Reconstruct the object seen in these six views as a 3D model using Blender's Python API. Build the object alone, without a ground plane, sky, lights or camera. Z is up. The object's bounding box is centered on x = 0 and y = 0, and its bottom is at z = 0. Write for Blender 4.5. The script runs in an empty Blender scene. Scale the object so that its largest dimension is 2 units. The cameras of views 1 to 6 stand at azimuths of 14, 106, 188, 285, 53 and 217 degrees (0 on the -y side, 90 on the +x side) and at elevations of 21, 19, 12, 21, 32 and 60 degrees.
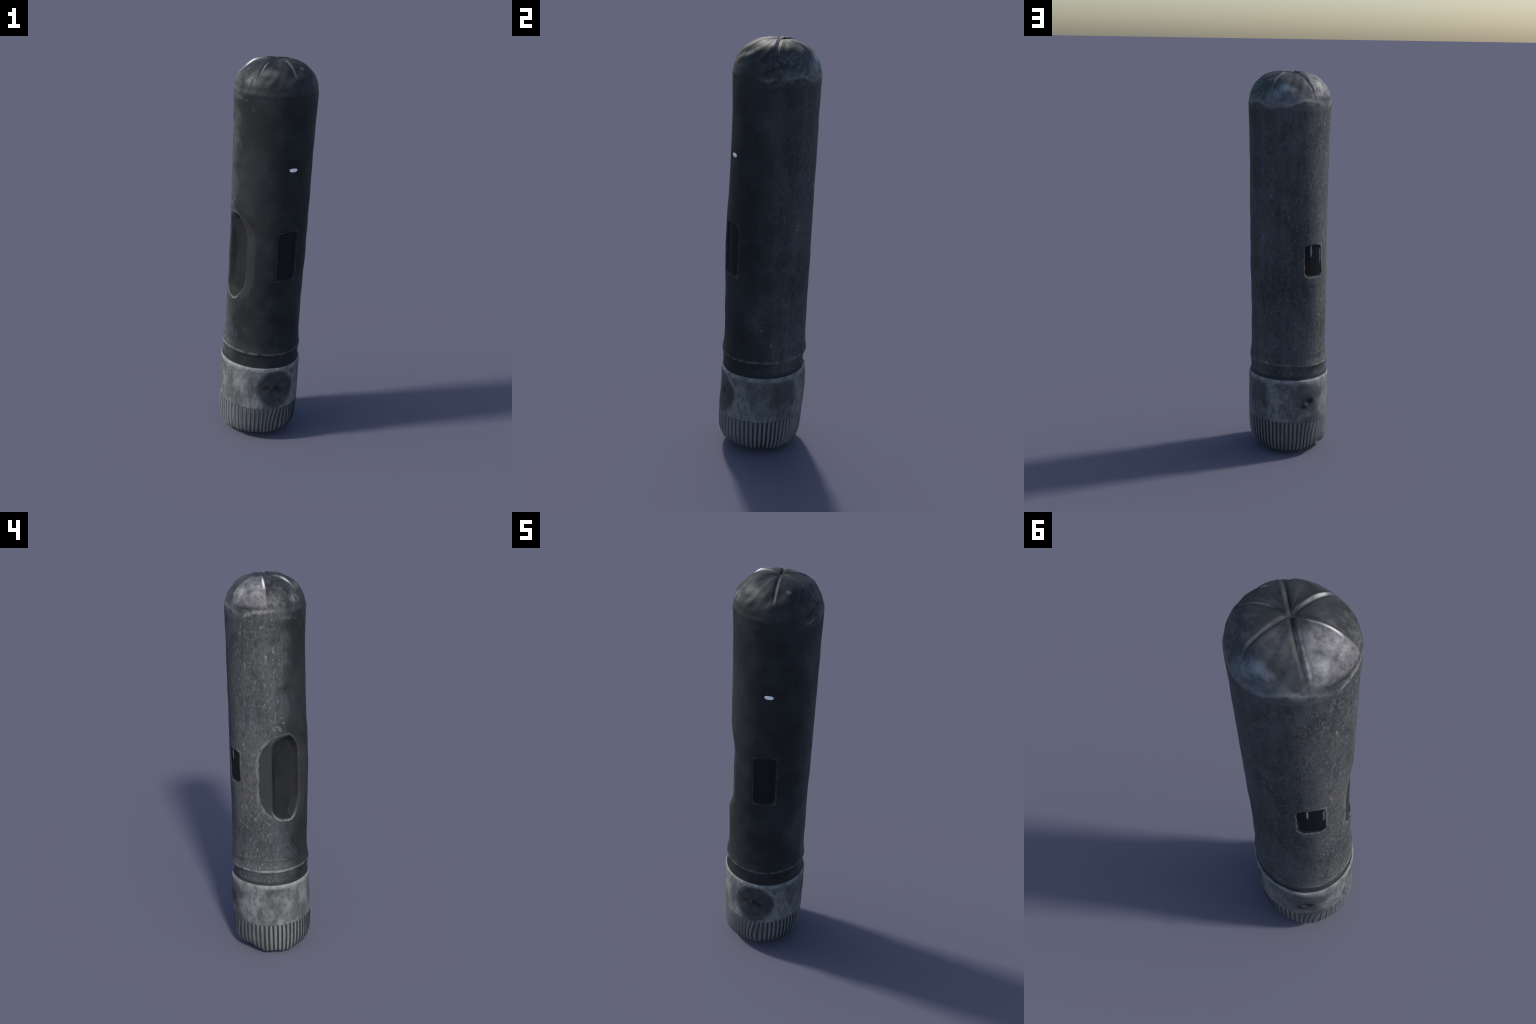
# Worn cylindrical metal handle: dark tube with a pleated dome on top, a flared collar,
# and a paler end cap with a ring of ribs at the foot.
import bpy, math, random
import numpy as np

rng = random.Random(7)
D2R = math.pi / 180.0

# ------------------------------------------------------------------ profile
# height: centre x, centre y, radius, two-lobe ovality (cos, sin), all metres
PROFILE = [
    (0.000, -0.006, -0.0255, 0.2010, 0.0040, -0.0033),
    (0.090, -0.0036, -0.0230, 0.2032, 0.0042, -0.0037),
    (0.170, -0.0019, -0.0198, 0.2067, 0.0038, -0.0031),
    (0.250, -0.0016, -0.0139, 0.2067, 0.0031, -0.0039),
    (0.310, -0.0025, -0.0103, 0.2077, 0.0025, -0.0027),
    (0.360, -0.0029, -0.0096, 0.2060, 0.0032, -0.0027),
    (0.405, -0.0026, -0.0105, 0.2066, 0.0045, -0.0012),
    (0.416, -0.0028, -0.0104, 0.2055, 0.0040, -0.0014),
    (0.423, -0.0026, -0.0104, 0.2022, 0.0036, -0.0016),
    (0.427, -0.0022, -0.0104, 0.1985, 0.0034, -0.0018),
    (0.455, -0.0015, -0.0104, 0.1968, 0.0028, -0.0023),
    (0.470, -0.0017, -0.0103, 0.1980, 0.0029, -0.0030),
    (0.485, -0.0022, -0.0100, 0.1995, 0.0030, -0.0034),
    (0.503, -0.0030, -0.0090, 0.2040, 0.0024, -0.0040),
    (0.512, -0.0026, -0.0085, 0.2028, 0.0022, -0.0042),
    (0.530, -0.0010, -0.0075, 0.1990, 0.0020, -0.0045),
    (0.556, 0.0002, -0.0060, 0.1958, 0.0017, -0.0048),
    (0.600, 0.0010, -0.0053, 0.1948, 0.0011, -0.0044),
    (0.700, 0.0012, -0.0045, 0.1953, 0.0003, -0.0037),
    (0.850, 0.0031, -0.0029, 0.1965, 0.0000, -0.0037),
    (1.000, 0.0050, -0.0009, 0.1998, 0.0003, -0.0033),
    (1.150, 0.0068, 0.0025, 0.1996, 0.0007, -0.0024),
    (1.300, 0.0078, 0.0085, 0.1983, 0.0018, -0.0012),
    (1.500, 0.0080, 0.0148, 0.1989, 0.0030, -0.0001),
    (1.650, 0.0085, 0.0179, 0.1996, 0.0042, 0.0006),
    (1.770, 0.0092, 0.0193, 0.2025, 0.0044, 0.0006),
    (1.830, 0.0095, 0.0200, 0.2045, 0.0046, 0.0008),
    (2.010, 0.0090, 0.0190, 0.2045, 0.0040, 0.0015),
]
PROF = np.array(PROFILE)
Z_RIB = 0.188      # top of the ribs
Z_SEAM = 0.424     # cap / collar seam
Z_COLLAR = 0.556   # collar / tube
Z_DOME = 1.815     # tube / dome
APEX = (0.008, 0.031)
CREASES = (42.5, 100.0, 158.5, 225.0, 290.0, 344.0)   # azimuths about the apex
N_RIB = 57
RIB_PHASE = 276.6
NA = N_RIB * 12

OV_AZ, OV_Z, OV_HALF, OV_R = 314.5, 1.008, 0.240, 0.090      # oval hollow (capsule)
RECT_AZ, RECT_Z = 45.2, 1.039
SLOT_AZ, SLOT_Z = 226.0, 1.055
STRIP_AZ = 45.0
M_PER_DEG = 0.198 * D2R


def smooth(a, b, x):
    t = np.clip((x - a) / (b - a), 0.0, 1.0)
    return t * t * (3 - 2 * t)


def adiff(az, c):
    return (az - c + 180.0) % 360.0 - 180.0


def prof(z, j):
    """Monotone-ish smooth interpolation of the profile table."""
    zs, v = PROF[:, 0], PROF[:, j]
    h = np.diff(zs)
    d = np.diff(v) / h
    m = np.zeros_like(v)
    for i in range(1, len(v) - 1):
        if d[i - 1] * d[i] > 0:
            w1, w2 = 2 * h[i] + h[i - 1], h[i] + 2 * h[i - 1]
            m[i] = (w1 + w2) / (w1 / d[i - 1] + w2 / d[i])
    m[0], m[-1] = d[0], d[-1]
    z = np.clip(z, zs[0], zs[-1])
    k = np.clip(np.searchsorted(zs, z) - 1, 0, len(h) - 1)
    t = (z - zs[k]) / h[k]
    return ((2*t**3 - 3*t**2 + 1) * v[k] + (t**3 - 2*t**2 + t) * h[k] * m[k]
            + (-2*t**3 + 3*t**2) * v[k+1] + (t**3 - t**2) * h[k] * m[k+1])


WAVES = [(rng.choice((1, 2, 3, 4, 5, 6, 8, 10, 12)), rng.uniform(-45, 45), rng.uniform(0, 6.28),
          rng.uniform(0.5, 1.0)) for _ in range(22)]


def lumps(az, z):
    """Gentle hand-scanned unevenness, about +-1."""
    s = 0
    for m, k, p, a in WAVES:
        s = s + a * np.cos(m * az * D2R + k * z + p)
    return s / 4.0


def ragged(az, z):
    s = 0
    for m, k, p, a in WAVES[:7]:
        s = s + a * np.cos(m * az * D2R + k * z + p)
    return s / 2.6


def capsule(az, z, caz, cz, half, r):
    dx = adiff(az, caz) * M_PER_DEG
    dz = np.maximum(np.abs(z - cz) - (half - r), 0)
    return np.hypot(dx, dz) - r


def rbox(az, z, caz, cz, wx, wz, r):
    dx = np.abs(adiff(az, caz) * M_PER_DEG) - wx + r
    dz = np.abs(z - cz) - wz + r
    return np.hypot(np.maximum(dx, 0), np.maximum(dz, 0)) + np.minimum(np.maximum(dx, dz), 0) - r


def ellipse(az, z, caz, cz, ra, rz, tilt=0.0):
    dx, dz = adiff(az, caz) * M_PER_DEG, z - cz
    c, s = math.cos(tilt), math.sin(tilt)
    return np.hypot((dx * c + dz * s) / ra, (-dx * s + dz * c) / rz)


def oval_edge(az, z):
    dx = adiff(az, OV_AZ) * M_PER_DEG
    pinch = (np.abs(z - OV_Z) - 0.232 + 1.15 * np.maximum(dx - 0.018, 0)) * 0.66
    cap = capsule(az, z, OV_AZ, OV_Z, OV_HALF, OV_R)
    h = np.maximum(0.040 - np.abs(cap - pinch), 0) / 0.040
    return np.maximum(cap, pinch) + h * h * 0.010 + 0.0012 * ragged(az * 3, z * 2)


def slot_edge(az, z):
    return rbox(az, z, SLOT_AZ, SLOT_Z, 0.051, 0.083, 0.024) + 0.0016 * ragged(az * 5, z * 3)


def rect_edge(az, z):
    return rbox(az, z, RECT_AZ, RECT_Z, 0.054, 0.127, 0.026) + 0.0013 * ragged(az * 5, z * 3)


def rib_wave(az, z):
    """0 in a groove, 1 on a crest; the ribs run crooked where the cap is bruised."""
    warp = 3.2 * np.exp(-(adiff(az, 36) / 12.0) ** 2) * np.sin((z - 0.02) * 22.0)
    warp = warp + 4.5 * np.exp(-(adiff(az, 224) / 13.0) ** 2) * np.sin((0.19 - z) * 14.0)
    ph = (az - RIB_PHASE + warp) * N_RIB / 360.0
    return (0.5 + 0.5 * np.cos(2 * math.pi * ph)) ** 0.7


def relief(az, z):
    """Radial offset of the wall."""
    d = 0.0008 * lumps(az, z)
    # ribs at the foot
    top = Z_RIB + 0.004 * np.cos((az - 60) * D2R) + 0.0025 * ragged(az * 3, z * 0)
    inz = smooth(top + 0.003, top - 0.006, z)
    fade = 1 - 0.18 * np.clip(ragged(az * 2 + 50, z * 2), -1, 1) - 0.6 * np.exp(-(adiff(az, 38) / 9.0) ** 2) - 0.45 * np.exp(-(adiff(az, 222) / 11.0) ** 2)
    d = d - inz * fade * 0.0042 * (1 - rib_wave(az, z)) + inz * 0.0008
    # the tube is not quite true: fuller toward one side low down, the other high up
    gap = 1 - 0.9 * smooth(0.418, 0.430, z) * smooth(0.495, 0.470, z)
    lean = 218.0 + 18.0 * smooth(0.45, 0.65, z)
    d = d + gap * np.exp(-(adiff(az, lean) / 21.0) ** 2) * (0.008 * smooth(1.40, 1.0, z) - 0.004 * smooth(1.40, 1.7, z))
    d = d + np.exp(-(adiff(az, 56) / 20.0) ** 2) * (0.004 * smooth(1.20, 1.5, z) - 0.0045 * smooth(1.20, 0.95, z) * smooth(0.60, 0.72, z)
                                                    + 0.0035 * smooth(0.60, 0.50, z))
    # oval hollow: a soft worn bevel, then a deep scoop with a flattish floor
    bevel = (0.0095 + 0.005 * smooth(325, 345, np.mod(az, 360))) * smooth(0.010, -0.066, capsule(az, z, 314, 1.020, 0.250, 0.150))
    cap = oval_edge(az, z)
    right = smooth(300, 335, np.mod(az, 360))
    inner = smooth(0.006, -0.026 + 0.006 * right, cap)
    delta = np.clip(adiff(az, 317.0), -35, 35) * D2R
    bow = np.clip(np.abs(z - OV_Z) / OV_HALF, 0, 1) ** 2
    floor = (0.1455 + (0.036 - 0.022 * right) * bow + 0.012 * bow * smooth(1.05, 1.2, z) * (1 - right) + 0.014 * smooth(0.6, 1.0, bow)) / np.cos(delta)
    scoop = np.maximum(0.1985 - floor, 0.008)
    d = d - bevel * (1 - inner) - scoop * inner
    # rectangular recess, slot with a thin tooth, faint groove above the light
    rect = rect_edge(az, z)
    d = d - (0.009 + 0.002 * smooth(42, 58, az)) * smooth(0.004, -0.008, rect) - 0.0012 * smooth(0.022, 0.0, rect)
    slot = slot_edge(az, z)
    fin = np.exp(-(adiff(az, 222.4) / 1.1) ** 2) * smooth(1.06, 1.10, z)
    d = d - (0.010 - 0.004 * smooth(226, 238, az)) * smooth(0.004, -0.008, slot) * (1 - 0.75 * fin)
    d = d - 0.0010 * smooth(0.03, 0.0, slot)
    strip = rbox(az, z, STRIP_AZ, 1.582, 0.029, 0.110, 0.022)
    d = d - 0.0009 * smooth(0.004, -0.004, strip)
    # cap: dished round mark with a bruised screw, and a torn hole on the far side
    disc = ellipse(az, z, 38.5, 0.300, 0.094, 0.104)
    d = d - 0.0036 * smooth(1.05, 0.70, disc) + 0.0016 * np.exp(-((disc - 1.08) / 0.10) ** 2) * smooth(0.425, 0.40, z) * smooth(0.19, 0.21, z)
    for caz, cz, ra, rz, tilt, dep in ((25, .305, .013, .012, -.6, .005), (40, .298, .030, .020, -.6, .010),
                                       (216, .294, .030, .030, .5, .008), (220, .306, .012, .014, .5, .006),
                                       (182, .273, .010, .010, .4, .0015), (136, .345, .02, .03, .2, .0012)):
        d = d - dep * np.exp(-ellipse(az, z, caz, cz, ra, rz, tilt) ** 2)
    d = d + 0.0045 * np.exp(-ellipse(az, z, 32.5, .306, .010, .018, -.6) ** 2)
    d = d + 0.0040 * np.exp(-ellipse(az, z, 214, .290, .009, .014, .5) ** 2)
    d = d - 0.0015 * np.exp(-ellipse(az, z, 215, .335, .05, .05) ** 2)
    # wrinkle above the collar ridge
    wr = np.exp(-((z - 0.5615) / 0.0045) ** 2) * smooth(205, 240, az) * smooth(340, 315, az)
    d = d + 0.0018 * wr - 0.0016 * np.exp(-((z - 0.535) / 0.010) ** 2) * smooth(205, 240, az) * smooth(340, 315, az)
    hem = 1.846 + 0.009 * np.cos((az - 290) * 4.8 * D2R) * smooth(25, 65, az) * smooth(350, 320, az)
    d = d + 0.0014 * np.exp(-((z - hem) / 0.010) ** 2) * (1 + 0.5 * ragged(az * 3, z)) - 0.0010 * np.exp(-((z - hem - 0.024) / 0.010) ** 2)
    # nicked lip of the cap
    lip = np.exp(-((z - 0.413) / 0.012) ** 2)
    d = d + lip * 0.0009 * ragged(az * 4, z * 3) - lip * 0.003 * np.exp(-(adiff(az, 222) / 5) ** 2)
    return d


# ------------------------------------------------------------------ the single skin
def build_skin():
    az = np.arange(NA) * 360.0 / NA
    # wall rows
    za = np.concatenate([np.arange(0.105, 0.40, 0.0026), np.arange(0.40, 0.52, 0.0016),
                         np.arange(0.52, Z_DOME - 0.001, 0.0026)])
    A, Z = np.meshgrid(az, za)
    S, C = np.sin(A * D2R), np.cos(A * D2R)

    def ring_radius(A, z):
        return prof(z, 3) - prof(z, 4) * np.cos(2 * A * D2R) - prof(z, 5) * np.sin(2 * A * D2R)

    R = ring_radius(A, Z) + relief(A, Z)
    wall = np.stack([prof(Z, 1) + R * S, prof(Z, 2) - R * C, Z], -1)

    # foot: a rounded chamfer from the wall down to a smaller flat sole
    t = np.linspace(0, 1, 40)[1:] * 1.0
    t = t[::-1]                                           # 1 at the sole, 0 at the wall
    A, T = np.meshgrid(az, t)
    S, C = np.sin(A * D2R), np.cos(A * D2R)
    chip = np.exp(-(adiff(A, 238) / 30.0) ** 2)
    drop = 0.105 - (0.026 + 0.012 * np.cos((A - 45) * D2R) + 0.024 * chip + 0.003 * lumps(A * 2, 0))
    inset = 0.028 + 0.012 * chip + 0.008 * np.exp(-(adiff(A, 75) / 35.0) ** 2) - 0.006 * np.exp(-(adiff(A, 300) / 40.0) ** 2) + 0.003 * lumps(A * 2 + 90, 0)
    ang = T * math.pi / 2
    zt = 0.105 - drop * np.sin(ang) ** 0.95
    rr = ring_radius(A, np.maximum(zt, 0)) - inset * (1 - np.cos(ang)) ** 0.9
    rr = rr + relief(A, np.maximum(zt, 0)) * smooth(1.0, 0.7, T)
    foot = np.stack([prof(zt, 1) + rr * S, prof(zt, 2) - rr * C, zt], -1)
    # sole
    f = np.linspace(0, 1, 22)[1:-1]
    edge = foot[0]
    mid = np.array([edge[:, 0].mean() + 0.01, edge[:, 1].mean() + 0.03, 0.0])
    sole = mid + (edge - mid) * f[:, None, None]
    sole[..., 2] = edge[:, 2] * f[:, None] ** 1.3

    # dome: superellipse over the last wall ring, pleated toward the apex
    n = 74
    s = np.linspace(0, 1, n + 1)[:-1]
    P = 2.40
    ang = s * math.pi / 2
    A, G = np.meshgrid(az, ang)
    ra = np.cos(G) ** (2 / P)
    zd = 1.82 + 0.180 * np.sin(G) ** (2 / P)
    keep = zd[:, 0] >= Z_DOME
    A, ra, zd = A[keep], ra[keep], zd[keep]
    S, C = np.sin(A * D2R), np.cos(A * D2R)
    R = (ring_radius(A, zd) + relief(A, np.minimum(zd, 1.88))) * ra
    R = R - 0.009 * np.exp(-(adiff(A, 196) / 24.0) ** 2) * smooth(1.85, 1.93, zd) * smooth(0.1, 0.5, ra)
    blend = (1 - ra) ** 1.2                               # slide ring centres to the apex
    cx = prof(zd, 1) * (1 - blend) + APEX[0] * blend
    cy = prof(zd, 2) * (1 - blend) + APEX[1] * blend
    x, y = cx + R * S, cy - R * C
    px, py = x - APEX[0], y - APEX[1]
    rel = np.degrees(np.arctan2(px, -py)) % 360
    rho = np.hypot(px, py)
    dent = np.zeros_like(rho)
    for i, c in enumerate(CREASES):
        cc = c + (6.0 * (rho - 0.13) / 0.1 if i == 3 else 0)
        lat = rho * np.sin(adiff(rel, cc) * D2R)
        fwd = np.cos(adiff(rel, cc) * D2R) > 0
        run = smooth(0.200, 0.160, rho) * fwd
        dent += run * (0.0042 * np.exp(-(lat / 0.0065) ** 2) + 0.0042 * np.exp(-np.abs(lat) / 0.022))
        side = -1 if i in (1, 2, 4) else 1
        dent -= run * (0.75 + 0.35 * np.cos(rho * 70 + i)) * 0.0036 * np.exp(-((lat - side * 0.0115) / 0.0085) ** 2)
        if i == 3:                                        # doubled fold
            dent += run * smooth(.05, .09, rho) * 0.0022 * np.exp(-((lat - 0.020) / 0.005) ** 2)
    dent = np.minimum(dent, 0.0105) + 0.006 * np.exp(-(rho / 0.022) ** 2)
    dent = dent - 0.0030 * smooth(0.03, 0.09, rho) * smooth(.19, .12, rho)
    dent = dent - (0.0020 * lumps(A * 2, zd * 2) + 0.0026 * lumps(A + 40, zd * 3)) * smooth(0.02, 0.14, rho) * smooth(1.0, 0.9, ra)
    dent = dent + 0.0030 * np.exp(-(adiff(rel, 150) / 60.0) ** 2) * smooth(0.02, 0.08, rho) * smooth(.15, .10, rho)
    nz = np.sin(np.arccos(np.clip(ra, 0, 1)))
    R2 = R - dent * (1 - nz * 0.9) * smooth(0, 0.25, ra)
    x, y = cx + R2 * S, cy - R2 * C
    z = zd - dent * nz
    dome = np.stack([x, y, z], -1)

    rows = np.concatenate([sole, foot, wall, dome])
    nr = len(rows)
    co = rows.reshape(-1, 3)
    bottom = np.array([[mid[0], mid[1], 0.0]])
    top = np.array([[APEX[0], APEX[1], dome[-1][:, 2].mean() - 0.002]])
    co = np.concatenate([co, bottom, top])
    ib, it = nr * NA, nr * NA + 1
    j = np.arange(NA)
    jn = (j + 1) % NA
    i = np.arange(nr - 1)[:, None] * NA
    quads = np.stack([i + j, i + jn, i + NA + jn, i + NA + j], -1).reshape(-1, 4)
    tb = np.stack([np.full(NA, ib), jn, j], -1)
    tt = np.stack([(nr - 1) * NA + j, (nr - 1) * NA + jn, np.full(NA, it)], -1)
    zmin = co[:, 2].min()
    co[:, 2] -= zmin
    row_of_quad = np.repeat(np.arange(nr - 1), NA)
    counts = (len(sole), len(foot), len(wall), len(dome))
    return co, quads, np.concatenate([tb]), tt, row_of_quad, counts


co, quads, tri_b, tri_t, qrow, counts = build_skin()
n_sole, n_foot, n_wall, n_dome = counts

# vertex normals of the whole skin
nrm = np.zeros_like(co)
fq = np.cross(co[quads[:, 2]] - co[quads[:, 0]], co[quads[:, 3]] - co[quads[:, 1]])
for k in range(4):
    for ax in range(3):
        nrm[:, ax] += np.bincount(quads[:, k], fq[:, ax], len(co))
for tri in (tri_b, tri_t):
    ft = np.cross(co[tri[:, 1]] - co[tri[:, 0]], co[tri[:, 2]] - co[tri[:, 0]])
    for k in range(3):
        for ax in range(3):
            nrm[:, ax] += np.bincount(tri[:, k], ft[:, ax], len(co))
nrm /= np.maximum(np.linalg.norm(nrm, axis=1, keepdims=True), 1e-12)

# ------------------------------------------------------------------ regions
fc = co[quads].mean(1)
fz = fc[:, 2]
colm = np.arange(len(quads)) % NA
faz = (colm + 0.5) * 360.0 / NA
REL = np.degrees(np.arctan2(fc[:, 0] - APEX[0], -(fc[:, 1] - APEX[1]))) % 360

region = np.full(len(quads), 'body_tube', dtype=object)
region[fz > Z_DOME] = 'domed_end'
gore_zone = qrow >= n_sole + n_foot + n_wall + 7
edges = np.array(CREASES)
sector = np.searchsorted(edges, REL) % 6
for g in range(6):
    region[gore_zone & (sector == g)] = 'gore%d' % g
region[fz < Z_COLLAR] = 'collar'
region[fz < Z_SEAM] = 'base_cap'
disc_f = ellipse(faz, fz, 38.5, 0.300, 0.094, 0.104) < 0.97
region[(fz < Z_SEAM) & disc_f] = 'worn_disc'
rib_i = (((faz - RIB_PHASE) * N_RIB / 360.0 + 0.5) % N_RIB).astype(int)
rib_zone = (fz < Z_RIB) & (qrow >= n_sole)
for r in range(N_RIB):
    region[rib_zone & (rib_i == r)] = 'rib%d' % r
region[qrow < n_sole] = 'sole'
tube = region == 'body_tube'
region[tube & (oval_edge(faz, fz) < -0.002)] = 'oval_recess'
region[tube & (rect_edge(faz, fz) < -0.001)] = 'rectangular_recess'
region[tube & (slot_edge(faz, fz) < -0.001)] = 'slot_recess'
region[tube & (rbox(faz, fz, STRIP_AZ, 1.582, 0.029, 0.110, 0.022) < 0.0)] = 'indicator_groove'


# ------------------------------------------------------------------ shader helpers
class Graph:
    def __init__(self, name):
        self.mat = bpy.data.materials.new(name)
        self.mat.use_nodes = True
        self.nt = self.mat.node_tree
        self.nt.nodes.clear()
        self.out = self.nt.nodes.new('ShaderNodeOutputMaterial')
        self.bsdf = self.nt.nodes.new('ShaderNodeBsdfPrincipled')
        self.nt.links.new(self.bsdf.outputs[0], self.out.inputs[0])
        tc = self.nt.nodes.new('ShaderNodeTexCoord')
        self.obj = tc.outputs['Object']
        sep = self.nt.nodes.new('ShaderNodeSeparateXYZ')
        self.link(self.obj, sep.inputs[0])
        self.x, self.y, self.z = sep.outputs
        # azimuth about the leaning axis, degrees
        ax = self.m('SUBTRACT', self.x, 0.005)
        ay = self.m('SUBTRACT', self.y, self.m('MULTIPLY_ADD', self.z, 0.0225, -0.02))
        a = self.m('ARCTAN2', ax, self.m('MULTIPLY', ay, -1))
        a = self.m('MULTIPLY', a, 180 / math.pi)
        self.az = self.m('FLOORED_MODULO', self.m('ADD', a, 360.0), 360.0)

    def link(self, a, b):
        self.nt.links.new(a, b)

    def m(self, op, a, b=None, c=None, clamp=False):
        n = self.nt.nodes.new('ShaderNodeMath')
        n.operation = op
        n.use_clamp = clamp
        for i, v in enumerate((a, b, c)):
            if v is None:
                continue
            if isinstance(v, (int, float)):
                n.inputs[i].default_value = v
            else:
                self.link(v, n.inputs[i])
        return n.outputs[0]

    def mul(self, *v):
        r = v[0]
        for o in v[1:]:
            r = self.m('MULTIPLY', r, o)
        return r

    def step(self, v, a, b, lo=0.0, hi=1.0):
        n = self.nt.nodes.new('ShaderNodeMapRange')
        n.interpolation_type = 'SMOOTHSTEP'
        if a > b:
            a, b, lo, hi = b, a, hi, lo
        for k, val in ((1, a), (2, b), (3, lo), (4, hi)):
            n.inputs[k].default_value = val
        self.link(v, n.inputs[0])
        return n.outputs[0]

    def window(self, v, a0, a1, b0, b1):
        return self.mul(self.step(v, a0, a1), self.step(v, b1, b0))

    def noise(self, scale, detail=3.0, rough=0.55, stretch=(1, 1, 1), off=0.0, dist=0.0):
        mp = self.nt.nodes.new('ShaderNodeMapping')
        mp.inputs['Scale'].default_value = stretch
        mp.inputs['Location'].default_value = (off, off * 1.7, off * 0.6)
        self.link(self.obj, mp.inputs[0])
        n = self.nt.nodes.new('ShaderNodeTexNoise')
        n.inputs['Scale'].default_value = scale
        n.inputs['Detail'].default_value = detail
        n.inputs['Roughness'].default_value = rough
        n.inputs['Distortion'].default_value = dist
        self.link(mp.outputs[0], n.inputs['Vector'])
        return n.outputs[0]

    def dots(self, scale, size, off=0.0, stretch=(1, 1, 1)):
        mp = self.nt.nodes.new('ShaderNodeMapping')
        mp.inputs['Scale'].default_value = stretch
        mp.inputs['Location'].default_value = (off, off, off)
        self.link(self.obj, mp.inputs[0])
        n = self.nt.nodes.new('ShaderNodeTexVoronoi')
        n.inputs['Scale'].default_value = scale
        self.link(mp.outputs[0], n.inputs['Vector'])
        return self.step(n.outputs['Distance'], size, size * 0.4)

    def mix(self, a, b, f):
        n = self.nt.nodes.new('ShaderNodeMix')
        n.data_type = 'RGBA'
        n.clamp_factor = True
        for v, s in ((a, n.inputs[6]), (b, n.inputs[7])):
            if isinstance(v, tuple):
                s.default_value = (*v, 1)
            else:
                self.link(v, s)
        if isinstance(f, (int, float)):
            n.inputs[0].default_value = f
        else:
            self.link(f, n.inputs[0])
        return n.outputs[2]

    def adist(self, c):
        """signed azimuth difference"""
        t = self.m('ADD', self.m('SUBTRACT', self.az, c), 180.0 + 360.0)
        return self.m('SUBTRACT', self.m('FLOORED_MODULO', t, 360.0), 180.0)

    def capsule(self, caz, cz, half, r):
        dx = self.mul(self.adist(caz), M_PER_DEG)
        dz = self.m('MAXIMUM', self.m('SUBTRACT', self.m('ABSOLUTE', self.m('SUBTRACT', self.z, cz)), half - r), 0.0)
        h = self.m('SQRT', self.m('ADD', self.mul(dx, dx), self.mul(dz, dz)))
        return self.m('SUBTRACT', h, r)

    def box(self, caz, cz, wx, wz):
        dx = self.m('SUBTRACT', self.m('ABSOLUTE', self.mul(self.adist(caz), M_PER_DEG)), wx)
        dz = self.m('SUBTRACT', self.m('ABSOLUTE', self.m('SUBTRACT', self.z, cz)), wz)
        return self.m('MAXIMUM', dx, dz)

    def blob(self, caz, cz, ra, rz):
        dx = self.m('DIVIDE', self.mul(self.adist(caz), M_PER_DEG), ra)
        dz = self.m('DIVIDE', self.m('SUBTRACT', self.z, cz), rz)
        return self.m('SQRT', self.m('ADD', self.mul(dx, dx), self.mul(dz, dz)))

    def finish(self, col, rough=0.55, spec=0.35, metal=0.0, bump=None, strength=0.2, dist=0.002):
        b = self.bsdf
        if isinstance(col, tuple):
            b.inputs['Base Color'].default_value = (*col, 1)
        else:
            self.link(col, b.inputs['Base Color'])
        if isinstance(rough, (int, float)):
            b.inputs['Roughness'].default_value = rough
        else:
            self.link(rough, b.inputs['Roughness'])
        b.inputs['Specular IOR Level'].default_value = spec
        b.inputs['Metallic'].default_value = metal
        if bump is not None:
            n = self.nt.nodes.new('ShaderNodeBump')
            n.inputs['Strength'].default_value = strength
            n.inputs['Distance'].default_value = dist
            self.link(bump, n.inputs['Height'])
            self.link(n.outputs[0], b.inputs['Normal'])
        return self.mat


DARK, DARK2 = (0.0175, 0.019, 0.0212), (0.029, 0.0312, 0.0345)
SPECK = (0.185, 0.188, 0.185)


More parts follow.
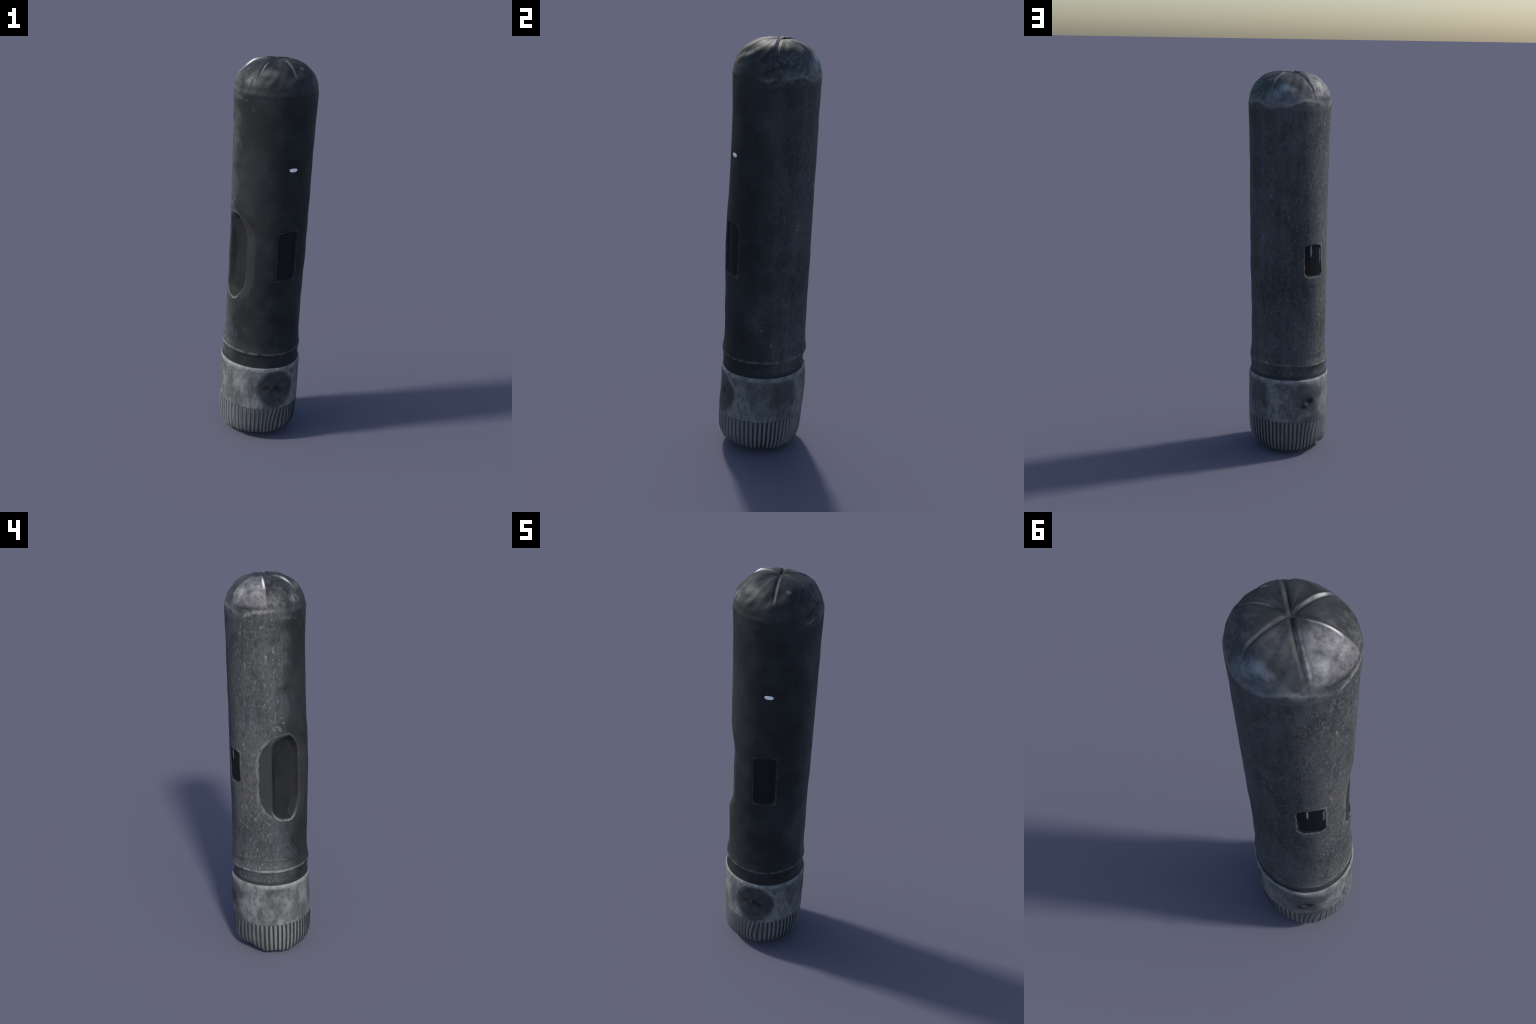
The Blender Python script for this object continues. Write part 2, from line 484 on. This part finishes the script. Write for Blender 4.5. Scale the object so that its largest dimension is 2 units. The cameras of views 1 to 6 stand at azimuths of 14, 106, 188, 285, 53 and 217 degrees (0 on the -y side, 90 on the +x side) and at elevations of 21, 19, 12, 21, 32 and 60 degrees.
def dark_coat(g):
    """Dark coating with pale specks; baked side lighting is kept in its colour."""
    col = g.mix(DARK, DARK2, g.step(g.noise(7, 5, 0.6), 0.35, 0.68))
    worn = g.window(g.m('ADD', g.az, g.mul(g.m('SUBTRACT', g.noise(6, 4, off=3), 0.5), 90)), 75, 150, 290, 325)  # azimuth span tinted lighter after the scan's one-sided lighting
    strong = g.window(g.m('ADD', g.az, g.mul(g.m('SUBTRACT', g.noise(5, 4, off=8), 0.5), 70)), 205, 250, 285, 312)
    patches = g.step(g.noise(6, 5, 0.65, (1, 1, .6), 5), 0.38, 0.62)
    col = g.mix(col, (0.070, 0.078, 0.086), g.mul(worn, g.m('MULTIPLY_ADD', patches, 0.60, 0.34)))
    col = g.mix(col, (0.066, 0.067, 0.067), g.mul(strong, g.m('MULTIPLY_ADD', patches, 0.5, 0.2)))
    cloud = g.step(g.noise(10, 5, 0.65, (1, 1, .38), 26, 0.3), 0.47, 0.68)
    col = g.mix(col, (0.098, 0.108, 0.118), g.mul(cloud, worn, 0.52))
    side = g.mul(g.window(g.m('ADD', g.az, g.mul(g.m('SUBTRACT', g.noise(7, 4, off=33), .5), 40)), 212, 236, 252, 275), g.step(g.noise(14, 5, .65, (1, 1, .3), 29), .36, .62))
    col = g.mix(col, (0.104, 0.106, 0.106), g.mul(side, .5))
    fine = g.step(g.noise(120, 2, 0.6, (1, 1, .5), 1), 0.50, 0.66)
    mid = g.step(g.noise(42, 4, 0.65, (1, 1, .45), 2), 0.44, 0.62)
    sp = g.mul(fine, g.m('MULTIPLY_ADD', mid, 0.75, 0.25))
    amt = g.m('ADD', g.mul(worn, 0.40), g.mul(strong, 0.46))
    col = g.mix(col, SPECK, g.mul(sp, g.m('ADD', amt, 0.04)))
    dark_sp = g.step(g.noise(75, 3, 0.6, (1, 1, .5), 11), 0.52, 0.68)
    col = g.mix(col, DARK, g.mul(dark_sp, worn, 0.5))
    streak = g.step(g.noise(22, 5, 0.6, (1, 1, .10), 14), 0.48, 0.70)
    col = g.mix(col, (0.105, 0.115, 0.122), g.mul(streak, worn, 0.42))
    col = g.mix(col, (0.26, 0.265, 0.26), g.mul(g.dots(20, 0.12, 2.3, (1, 1, .7)), g.step(g.noise(4, 2, off=6), .44, .56),
                                                g.m('MULTIPLY_ADD', worn, 0.6, 0.14)))
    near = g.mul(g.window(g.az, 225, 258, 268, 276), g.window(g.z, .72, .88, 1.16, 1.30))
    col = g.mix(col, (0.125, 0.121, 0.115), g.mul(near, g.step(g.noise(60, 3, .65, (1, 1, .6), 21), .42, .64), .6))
    line = g.mul(g.window(g.m('ADD', g.z, g.mul(g.m('SUBTRACT', g.noise(9, 3, off=31), .5), .012)), .5575, .5605, .562, .5655),
                 g.window(g.az, 215, 250, 300, 335), g.step(g.noise(24, 3, off=5), .40, .62))
    col = g.mix(col, (0.13, 0.132, 0.13), g.mul(line, .75))
    # scratch marks above the hollow
    for caz, cz, ra, rz in ((309, 1.300, .006, .006), (300, 1.283, .012, .003), (303, 1.272, .006, .007),
                            (294, 1.268, .004, .006), (296, 1.66, .008, .006), (303, 1.60, .003, .009),
                            (301, 1.415, .003, .009), (143, 1.158, .010, .004), (146, 1.175, .004, .012)):
        col = g.mix(col, (0.19, 0.195, 0.195), g.mul(g.step(g.blob(caz, cz, ra, rz), 1.4, .5), .7))
    return col, fine


def mat_body():
    g = Graph('dark_coating_baked_light')
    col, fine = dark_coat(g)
    # oval hollow: smooth dark bevel, rubbed pale along its left shoulder and lower lip
    rag = g.m('MULTIPLY', g.m('SUBTRACT', g.noise(38, 4, off=4), 0.5), 0.020)
    outer = g.m('ADD', g.capsule(314, 1.010, 0.232, 0.150), rag)
    col = g.mix(col, (0.030, 0.032, 0.036), g.mul(g.step(outer, 0.003, -0.006), 0.93))
    rub = g.noise(50, 3, 0.6, (1, 1, .5), 9)
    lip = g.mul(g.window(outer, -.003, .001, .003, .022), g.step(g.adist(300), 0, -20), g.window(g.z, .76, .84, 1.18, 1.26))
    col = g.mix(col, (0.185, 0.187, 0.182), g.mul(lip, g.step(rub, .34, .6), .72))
    over = g.m('MULTIPLY_ADD', g.m('MAXIMUM', g.m('SUBTRACT', g.mul(g.adist(OV_AZ), M_PER_DEG), 0.018), 0.0), 1.15, -0.232)
    pinch = g.mul(g.m('ADD', g.m('ABSOLUTE', g.m('SUBTRACT', g.z, OV_Z)), over), 0.66)
    cap = g.m('SMOOTH_MAX', g.capsule(OV_AZ, OV_Z, OV_HALF, OV_R), pinch, 0.040)
    ring = g.step(g.m('ABSOLUTE', g.m('SUBTRACT', g.m('ADD', cap, g.mul(rag, .4)), 0.003)), 0.0055, 0.001)
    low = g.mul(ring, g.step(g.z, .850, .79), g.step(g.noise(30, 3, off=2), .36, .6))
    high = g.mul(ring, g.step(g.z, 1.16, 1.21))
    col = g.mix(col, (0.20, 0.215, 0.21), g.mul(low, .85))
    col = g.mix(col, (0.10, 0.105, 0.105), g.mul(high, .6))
    ridge = g.mul(ring, g.step(g.adist(330), 0, 8), g.window(g.z, .82, .90, 1.12, 1.20))
    col = g.mix(col, (0.085, 0.09, 0.096), g.mul(ridge, g.step(g.noise(16, 3, off=12), .4, .6), 0.5))
    # thin rubbed edges of the rectangular recess and of the slot
    rb = g.box(RECT_AZ, RECT_Z, 0.054, 0.127)
    e = g.mul(g.step(g.m('ABSOLUTE', g.m('SUBTRACT', rb, 0.002)), 0.004, 0.001), g.step(g.noise(24, 4, off=7), .46, .66))
    col = g.mix(col, (0.11, 0.115, 0.12), g.mul(e, .6))
    sb = g.box(SLOT_AZ, SLOT_Z, 0.052, 0.083)
    e = g.mul(g.step(g.m('ABSOLUTE', g.m('SUBTRACT', sb, 0.003)), 0.006, 0.001), g.step(g.adist(226), 4, 12), g.step(g.z, .99, 1.06))
    col = g.mix(col, (0.20, 0.21, 0.21), g.mul(e, .75))
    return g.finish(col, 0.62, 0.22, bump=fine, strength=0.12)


def mat_collar():
    g = Graph('dark_collar_coating')
    col, fine = dark_coat(g)
    zz = g.m('ADD', g.z, g.mul(g.m('SUBTRACT', g.noise(14, 3, off=3), 0.5), 0.012))
    brk = g.step(g.noise(26, 4, 0.65, off=5), 0.30, 0.62)
    col = g.mix(col, (0.024, 0.026, 0.029), g.mul(g.step(zz, .452, .430), .85))
    ridge = g.window(zz, .495, .502, .506, .513)
    side = g.m('MULTIPLY_ADD', g.window(g.az, 215, 255, 300, 345), 0.55, 0.35)
    col = g.mix(col, (0.25, 0.252, 0.245), g.mul(ridge, brk, side))
    return g.finish(col, 0.62, 0.22, bump=fine, strength=0.12)


def mat_recess():
    g = Graph('smooth_dark_recess')
    col = g.mix((0.014, 0.015, 0.017), (0.020, 0.021, 0.024), g.step(g.noise(5, 3), .4, .65))
    col = g.mix(col, (0.007, 0.0075, 0.009), g.mul(g.window(g.az, 200, 206, 250, 256), .9))
    col = g.mix(col, (0.010, 0.011, 0.013), g.mul(g.window(g.az, 20, 24, 70, 74), .8))
    fin = g.mul(g.window(g.az, 221.1, 221.9, 222.9, 223.7), g.step(g.z, 1.068, 1.095))
    col = g.mix(col, (0.30, 0.33, 0.36), g.mul(fin, .85))
    edge = g.mul(g.window(g.az, 238.6, 239.4, 240.2, 241.2), g.window(g.z, 1.03, 1.06, 1.10, 1.13))
    col = g.mix(col, (0.22, 0.24, 0.25), g.mul(edge, .8))
    return g.finish(col, 0.65, 0.18)


def cap_metal(g):
    mott = g.noise(8, 5, 0.62, (1, 1, .8), 1)
    col = g.mix((0.106, 0.112, 0.115), (0.205, 0.212, 0.213), g.step(mott, .38, .60))
    fine = g.noise(50, 4, 0.65, (1, 1, .6), 2)
    col = g.mix(col, (0.060, 0.064, 0.069), g.mul(g.step(fine, .46, .64), .62))
    pale = g.noise(34, 4, 0.65, (1, 1, .3), 12)
    col = g.mix(col, (0.25, 0.255, 0.25), g.mul(g.step(pale, .54, .74), .45))
    stain = g.mul(g.step(g.noise(11, 5, 0.68, (1, 1, .55), 6), .53, .68), .75)
    col = g.mix(col, (0.052, 0.056, 0.062), stain)
    rag = g.mul(g.m('SUBTRACT', g.noise(16, 4, 0.6, off=3), 0.5), 1.3)
    for caz, cz, ra, rz, a in ((138, .35, .06, .075, .8), (222, .355, .085, .055, .75), (219, .29, .06, .055, .72),
                               (226, .20, .06, .03, .6), (182, .278, .022, .022, .5), (153, .29, .02, .035, .6),
                               (5, .33, .05, .05, .35), (296, .385, .05, .03, .25)):
        bl = g.m('ADD', g.blob(caz, cz, ra, rz), rag)
        col = g.mix(col, (0.045, 0.048, 0.054), g.mul(g.step(bl, 1.3, .55), a))
    pit = g.m('ADD', g.blob(216, .295, .030, .034), g.mul(rag, .25))
    col = g.mix(col, (0.036, 0.039, 0.044), g.mul(g.step(pit, 1.15, .75), .8))
    col = g.mix(col, (0.13, 0.135, 0.14), g.mul(g.step(g.blob(214.5, .293, .008, .012), 1.3, .5), .6))
    for caz, cz, ra, rz in ((221, .308, .017, .018), (211, .279, .016, .011)):
        col = g.mix(col, (0.012, 0.012, 0.014), g.mul(g.step(g.blob(caz, cz, ra, rz), 1.3, .6), .9))
    lip = g.window(g.m('ADD', g.z, g.mul(g.m('SUBTRACT', fine, .5), .02)), .398, .412, .422, .430)
    col = g.mix(col, (0.29, 0.295, 0.29), g.mul(lip, g.step(g.noise(15, 4, off=8), .30, .60), .75))
    return col, fine


def mat_cap():
    g = Graph('bare_scuffed_alloy')
    col, fine = cap_metal(g)
    n = g.noise(16, 5, 0.6, off=2)
    halo = g.m('ADD', g.blob(38.5, .300, .094, .104), g.mul(g.m('SUBTRACT', n, .5), .55))
    halo = g.m('ADD', halo, g.mul(g.m('SUBTRACT', fine, .5), .25))
    disc = g.mix((0.036, 0.039, 0.043), (0.062, 0.067, 0.073), g.step(n, .42, .66))
    for caz, cz, ra, rz in ((26, .306, .020, .016), (37, .304, .026, .019), (44, .290, .020, .015)):
        disc = g.mix(disc, (0.011, 0.011, 0.013), g.mul(g.step(g.m('ADD', g.blob(caz, cz, ra, rz), g.mul(g.m('SUBTRACT', fine, .5), .6)), 1.4, .4), .85))
    disc = g.mix(disc, (0.13, 0.135, 0.145), g.mul(g.step(g.blob(32.5, .306, .005, .012), 1.3, .4), .8))
    disc = g.mix(disc, (0.10, 0.105, 0.11), g.mul(g.step(g.blob(42, .220, .006, .012), 1.3, .4), .6))
    col = g.mix(col, disc, g.step(halo, 1.12, .86))
    rim = g.mul(g.window(halo, 1.0, 1.1, 1.15, 1.35), g.step(g.adist(38.5), 0, 12))
    col = g.mix(col, (0.22, 0.24, 0.25), g.mul(rim, .35))
    foot = g.mul(g.step(g.z, .197, .188))
    col = g.mix(col, (0.05, 0.053, 0.057), g.mul(foot, .6))
    return g.finish(col, 0.55, 0.4, bump=fine, strength=0.14)


def mat_rib():
    g = Graph('ribbed_alloy')
    col, fine = cap_metal(g)
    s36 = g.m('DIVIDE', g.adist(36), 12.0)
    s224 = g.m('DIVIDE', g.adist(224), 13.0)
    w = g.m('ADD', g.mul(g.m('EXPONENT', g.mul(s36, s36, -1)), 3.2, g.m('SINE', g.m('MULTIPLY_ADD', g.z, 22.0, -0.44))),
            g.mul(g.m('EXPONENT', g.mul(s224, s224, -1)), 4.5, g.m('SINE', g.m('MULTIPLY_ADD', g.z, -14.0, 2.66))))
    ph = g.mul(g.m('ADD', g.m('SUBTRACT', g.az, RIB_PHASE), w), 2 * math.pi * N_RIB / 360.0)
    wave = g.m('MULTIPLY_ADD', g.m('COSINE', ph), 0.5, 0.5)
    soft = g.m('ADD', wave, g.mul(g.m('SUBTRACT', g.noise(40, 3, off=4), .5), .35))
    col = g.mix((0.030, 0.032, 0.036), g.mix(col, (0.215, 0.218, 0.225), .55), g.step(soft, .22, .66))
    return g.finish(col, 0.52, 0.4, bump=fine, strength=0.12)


def mat_dome():
    g = Graph('mottled_dome_coating')
    col = g.mix((0.021, 0.0228, 0.0255), (0.040, 0.043, 0.047), g.step(g.noise(13, 5, 0.62, off=4), .35, .68))
    px, py = g.m('SUBTRACT', g.x, APEX[0]), g.m('SUBTRACT', g.y, APEX[1])
    rho = g.m('SQRT', g.m('ADD', g.mul(px, px), g.mul(py, py)))
    rel = g.m('FLOORED_MODULO', g.m('ADD', g.mul(g.m('ARCTAN2', px, g.mul(py, -1)), 180 / math.pi), 360), 360)
    mid = g.noise(26, 4, 0.65, off=1)
    fine = g.noise(75, 3, 0.6, (1, 1, .7), 2)
    rag = g.mul(g.m('SUBTRACT', g.noise(12, 5, .65, off=7), 0.5), 46)
    reln = g.m('ADD', rel, rag)
    coat, _ = dark_coat(g)
    col = g.mix(coat, col, g.step(g.m('ADD', g.z, g.mul(g.m('SUBTRACT', mid, .5), .05)), 1.848, 1.866))
    blot = g.step(g.noise(19, 5, 0.7, off=17), .44, .66)
    col = g.mix(col, (0.100, 0.107, 0.117), g.mul(blot, g.window(reln, 60, 120, 320, 350), g.step(rho, .05, .12), .6))
    # greyed gores on the paler side
    grey = g.mul(g.window(reln, 120, 190, 215, 235), g.step(rho, .02, .09))
    col = g.mix(col, (0.082, 0.084, 0.092), g.mul(grey, g.m('MULTIPLY_ADD', g.step(mid, .38, .6), .5, .4)))
    # lilac-grey pale gore
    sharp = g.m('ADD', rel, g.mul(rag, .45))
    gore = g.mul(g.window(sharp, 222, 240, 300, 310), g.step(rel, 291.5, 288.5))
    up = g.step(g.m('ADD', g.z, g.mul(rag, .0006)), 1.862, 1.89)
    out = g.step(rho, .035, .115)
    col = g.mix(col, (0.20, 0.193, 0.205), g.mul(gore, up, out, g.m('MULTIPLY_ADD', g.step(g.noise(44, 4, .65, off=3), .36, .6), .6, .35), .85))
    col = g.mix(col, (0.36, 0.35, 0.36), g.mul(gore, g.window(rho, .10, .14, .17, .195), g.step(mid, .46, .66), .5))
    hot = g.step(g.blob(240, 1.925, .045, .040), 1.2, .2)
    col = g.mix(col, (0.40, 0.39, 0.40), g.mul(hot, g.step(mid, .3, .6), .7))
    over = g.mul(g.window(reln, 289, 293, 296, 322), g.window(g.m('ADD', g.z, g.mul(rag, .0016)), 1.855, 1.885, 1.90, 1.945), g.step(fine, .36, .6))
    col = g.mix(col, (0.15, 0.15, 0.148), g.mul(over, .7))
    # bluish patch beside the third pleat
    bl = g.m('ADD', g.blob(172, 1.905, .085, .055), g.mul(rag, .020))
    col = g.mix(col, (0.205, 0.235, 0.265), g.mul(g.step(bl, 1.15, .35), g.m('MULTIPLY_ADD', g.step(mid, .38, .6), .6, .3)))
    bl = g.m('ADD', g.blob(183, 1.835, .028, .05), g.mul(rag, .016))
    col = g.mix(col, (0.14, 0.165, 0.185), g.mul(g.step(bl, 1.2, .3), g.step(g.z, 1.820, 1.838), .8))
    bl = g.m('ADD', g.blob(124, 1.90, .13, .065), g.mul(rag, .026))
    col = g.mix(col, (0.095, 0.105, 0.115), g.mul(g.step(bl, 1.2, .3), g.step(fine, .42, .62), .8))
    skirt = g.mul(g.window(g.m('ADD', g.z, g.mul(rag, .0012)), 1.832, 1.850, 1.868, 1.905), g.window(reln, 95, 150, 225, 250))
    col = g.mix(col, (0.175, 0.190, 0.205), g.mul(skirt, g.step(g.noise(16, 4, .65, off=23), .38, .60), .7))
    # soft smears on the shaded gores
    bl = g.m('ADD', g.blob(335, 1.905, .04, .025), g.mul(rag, .02))
    col = g.mix(col, (0.17, 0.185, 0.18), g.mul(g.step(bl, 1.2, .2), g.step(mid, .35, .6), .8))
    bl = g.m('ADD', g.blob(2, 1.950, .065, .018), g.mul(rag, .02))
    col = g.mix(col, (0.11, 0.12, 0.118), g.mul(g.step(bl, 1.2, .2), .6))
    bl = g.m('ADD', g.blob(68, 1.965, .018, .008), g.mul(rag, .02))
    col = g.mix(col, (0.14, 0.155, 0.16), g.mul(g.step(bl, 1.2, .2), .8))
    # pale ragged line where dome meets tube
    zz = g.m('ADD', g.z, g.m('ADD', g.mul(g.m('SUBTRACT', g.noise(6, 3, off=5), .5), .085), g.mul(g.m('SUBTRACT', mid, .5), .02)))
    zz = g.m('ADD', zz, g.mul(g.m('COSINE', g.mul(g.m('SUBTRACT', g.az, 290.0), 4.8 * D2R)), -.009))
    line = g.mul(g.window(zz, 1.836, 1.844, 1.849, 1.862), g.window(reln, 70, 110, 290, 318))
    col = g.mix(col, (0.215, 0.215, 0.215), g.mul(line, g.step(fine, .30, .58), g.step(g.noise(9, 3, off=44), .30, .55), .9))
    # pale line beside each pleat, dark line in its fold
    for i, c in enumerate(CREASES):
        d = g.mul(g.m('SUBTRACT', rel, c), D2R)
        lat = g.m('ADD', g.mul(rho, g.m('SINE', d)), g.mul(g.m('SUBTRACT', g.noise(20, 2, off=40), .5), .007))
        if i == 3:
            lat = g.m('SUBTRACT', lat, g.mul(rho, g.m('MULTIPLY_ADD', rho, 1.05, -.136)))
        fwd = g.m('GREATER_THAN', g.m('COSINE', d), 0.0)
        side = -1 if i in (1, 2, 4) else 1
        wide = (0.0055, .0038, .0042, .004, .0080, .0060)[i]
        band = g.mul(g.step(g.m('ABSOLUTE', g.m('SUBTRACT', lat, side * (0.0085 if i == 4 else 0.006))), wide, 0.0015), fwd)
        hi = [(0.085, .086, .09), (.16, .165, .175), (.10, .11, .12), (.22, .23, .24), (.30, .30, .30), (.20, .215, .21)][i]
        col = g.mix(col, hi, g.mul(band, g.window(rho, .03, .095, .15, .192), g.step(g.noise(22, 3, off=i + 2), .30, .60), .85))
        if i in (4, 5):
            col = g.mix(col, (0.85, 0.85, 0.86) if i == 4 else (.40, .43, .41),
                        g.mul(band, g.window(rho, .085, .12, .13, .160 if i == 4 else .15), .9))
        if i == 3:
            b2 = g.mul(g.step(g.m('ABSOLUTE', g.m('SUBTRACT', lat, 0.027)), .006, .002), fwd)
            col = g.mix(col, (.15, .155, .155), g.mul(b2, g.window(rho, .07, .10, .16, .185), .7))
        gro = g.mul(g.step(g.m('ABSOLUTE', g.m('ADD', lat, side * 0.003)), .004, .001), fwd)
        col = g.mix(col, (0.03, 0.03, 0.034), g.mul(gro, g.window(rho, .05, .10, .175, .19), .55))
    return g.finish(col, 0.58, 0.24, bump=mid, strength=0.12)


def mat_light():
    g = Graph('pale_indicator_lens')
    b = g.bsdf
    b.inputs['Emission Color'].default_value = (0.62, 0.72, 0.85, 1)
    b.inputs['Emission Strength'].default_value = 0.16
    return g.finish((0.62, 0.67, 0.74), 0.4, 0.4)


M_BODY, M_COLLAR, M_REC, M_CAP = mat_body(), mat_collar(), mat_recess(), mat_cap()
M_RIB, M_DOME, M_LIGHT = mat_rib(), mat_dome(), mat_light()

# ------------------------------------------------------------------ objects
root = bpy.data.objects.new('metal_handle', None)
bpy.context.collection.objects.link(root)
root['label'] = 'worn dark cylindrical metal handle, pleated dome, ribbed pale end cap'
root['category'] = 'handle'


def make_part(name, faces, mat, parent, tris=None):
    """Cut the listed faces of the skin out as a mesh that keeps the skin's normals."""
    polys = [faces] if tris is None else [faces, tris]
    flat = np.concatenate([p.reshape(-1) for p in polys])
    used, inv = np.unique(flat, return_inverse=True)
    sizes = np.concatenate([np.full(len(p), p.shape[1]) for p in polys]).astype(np.int32)
    me = bpy.data.meshes.new(name)
    me.vertices.add(len(used))
    me.vertices.foreach_set('co', co[used].astype(np.float32).ravel())
    me.loops.add(len(flat))
    me.loops.foreach_set('vertex_index', inv.astype(np.int32))
    me.polygons.add(len(sizes))
    me.polygons.foreach_set('loop_start', np.concatenate([[0], np.cumsum(sizes)[:-1]]).astype(np.int32))
    me.polygons.foreach_set('use_smooth', np.ones(len(sizes), dtype=bool))
    me.update(calc_edges=True)
    me.validate()
    me.normals_split_custom_set_from_vertices(nrm[used].astype(np.float32))
    me.materials.append(mat)
    ob = bpy.data.objects.new(name, me)
    bpy.context.collection.objects.link(ob)
    ob.parent = parent
    return ob


def part(key, name, mat, parent, tris=None):
    return make_part(name, quads[region == key], mat, parent, tris)


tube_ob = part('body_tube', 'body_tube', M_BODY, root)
part('collar', 'collar', M_COLLAR, root)
cap_ob = part('base_cap', 'base_cap', M_CAP, root)
part('worn_disc', 'worn_disc', M_CAP, cap_ob)
part('sole', 'sole', M_CAP, cap_ob, tri_b)
for r in range(N_RIB):
    part('rib%d' % r, 'rib', M_RIB, cap_ob)
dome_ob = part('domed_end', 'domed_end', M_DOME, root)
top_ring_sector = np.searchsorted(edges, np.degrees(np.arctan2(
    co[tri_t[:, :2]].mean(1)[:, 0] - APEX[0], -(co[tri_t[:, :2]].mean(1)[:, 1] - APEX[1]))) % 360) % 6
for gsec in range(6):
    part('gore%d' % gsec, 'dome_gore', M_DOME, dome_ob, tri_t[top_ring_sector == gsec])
part('oval_recess', 'oval_recess', M_REC, tube_ob)
part('rectangular_recess', 'rectangular_recess', M_REC, tube_ob)
part('slot_recess', 'slot_recess', M_REC, tube_ob)
groove_ob = part('indicator_groove', 'indicator_groove', M_BODY, tube_ob)


def indicator():
    """A small pale lens, flat-topped with a rounded lower edge, seated at the foot of the groove."""
    nu, nv = 28, 14
    verts, faces = [], []
    caz, cz, hw, hz = 45.0, 1.4865, 0.0245, 0.0115
    for iv in range(nv + 1):
        v = iv / nv * 2 - 1
        for iu in range(nu + 1):
            u = iu / nu * 2 - 1
            w = hw * (1 - 0.30 * (max(-v, 0)) ** 2.0) * (1 - 0.10 * max(v, 0) ** 4)
            a = caz + u * w / M_PER_DEG
            z = cz + v * hz * (1 - 0.45 * abs(u) ** 3)
            lift = 0.0042 * (1 - abs(u) ** 4) * (1 - abs(v) ** 3) - 0.0030
            zz = np.array([z])
            r = float(prof(zz, 3)[0] - prof(zz, 4)[0] * math.cos(2*a*D2R) - prof(zz, 5)[0] * math.sin(2*a*D2R)) + lift + float(relief(np.array([a]), zz)[0]) + 0.001
            verts.append((float(prof(zz, 1)[0]) + r * math.sin(a*D2R), float(prof(zz, 2)[0]) - r * math.cos(a*D2R), z))
    for iv in range(nv):
        for iu in range(nu):
            k = iv * (nu + 1) + iu
            faces.append((k, k + 1, k + nu + 2, k + nu + 1))
    me = bpy.data.meshes.new('indicator_light')
    me.from_pydata(verts, [], faces)
    for p in me.polygons:
        p.use_smooth = True
    me.materials.append(M_LIGHT)
    ob = bpy.data.objects.new('indicator_light', me)
    bpy.context.collection.objects.link(ob)
    ob.parent = tube_ob


indicator()
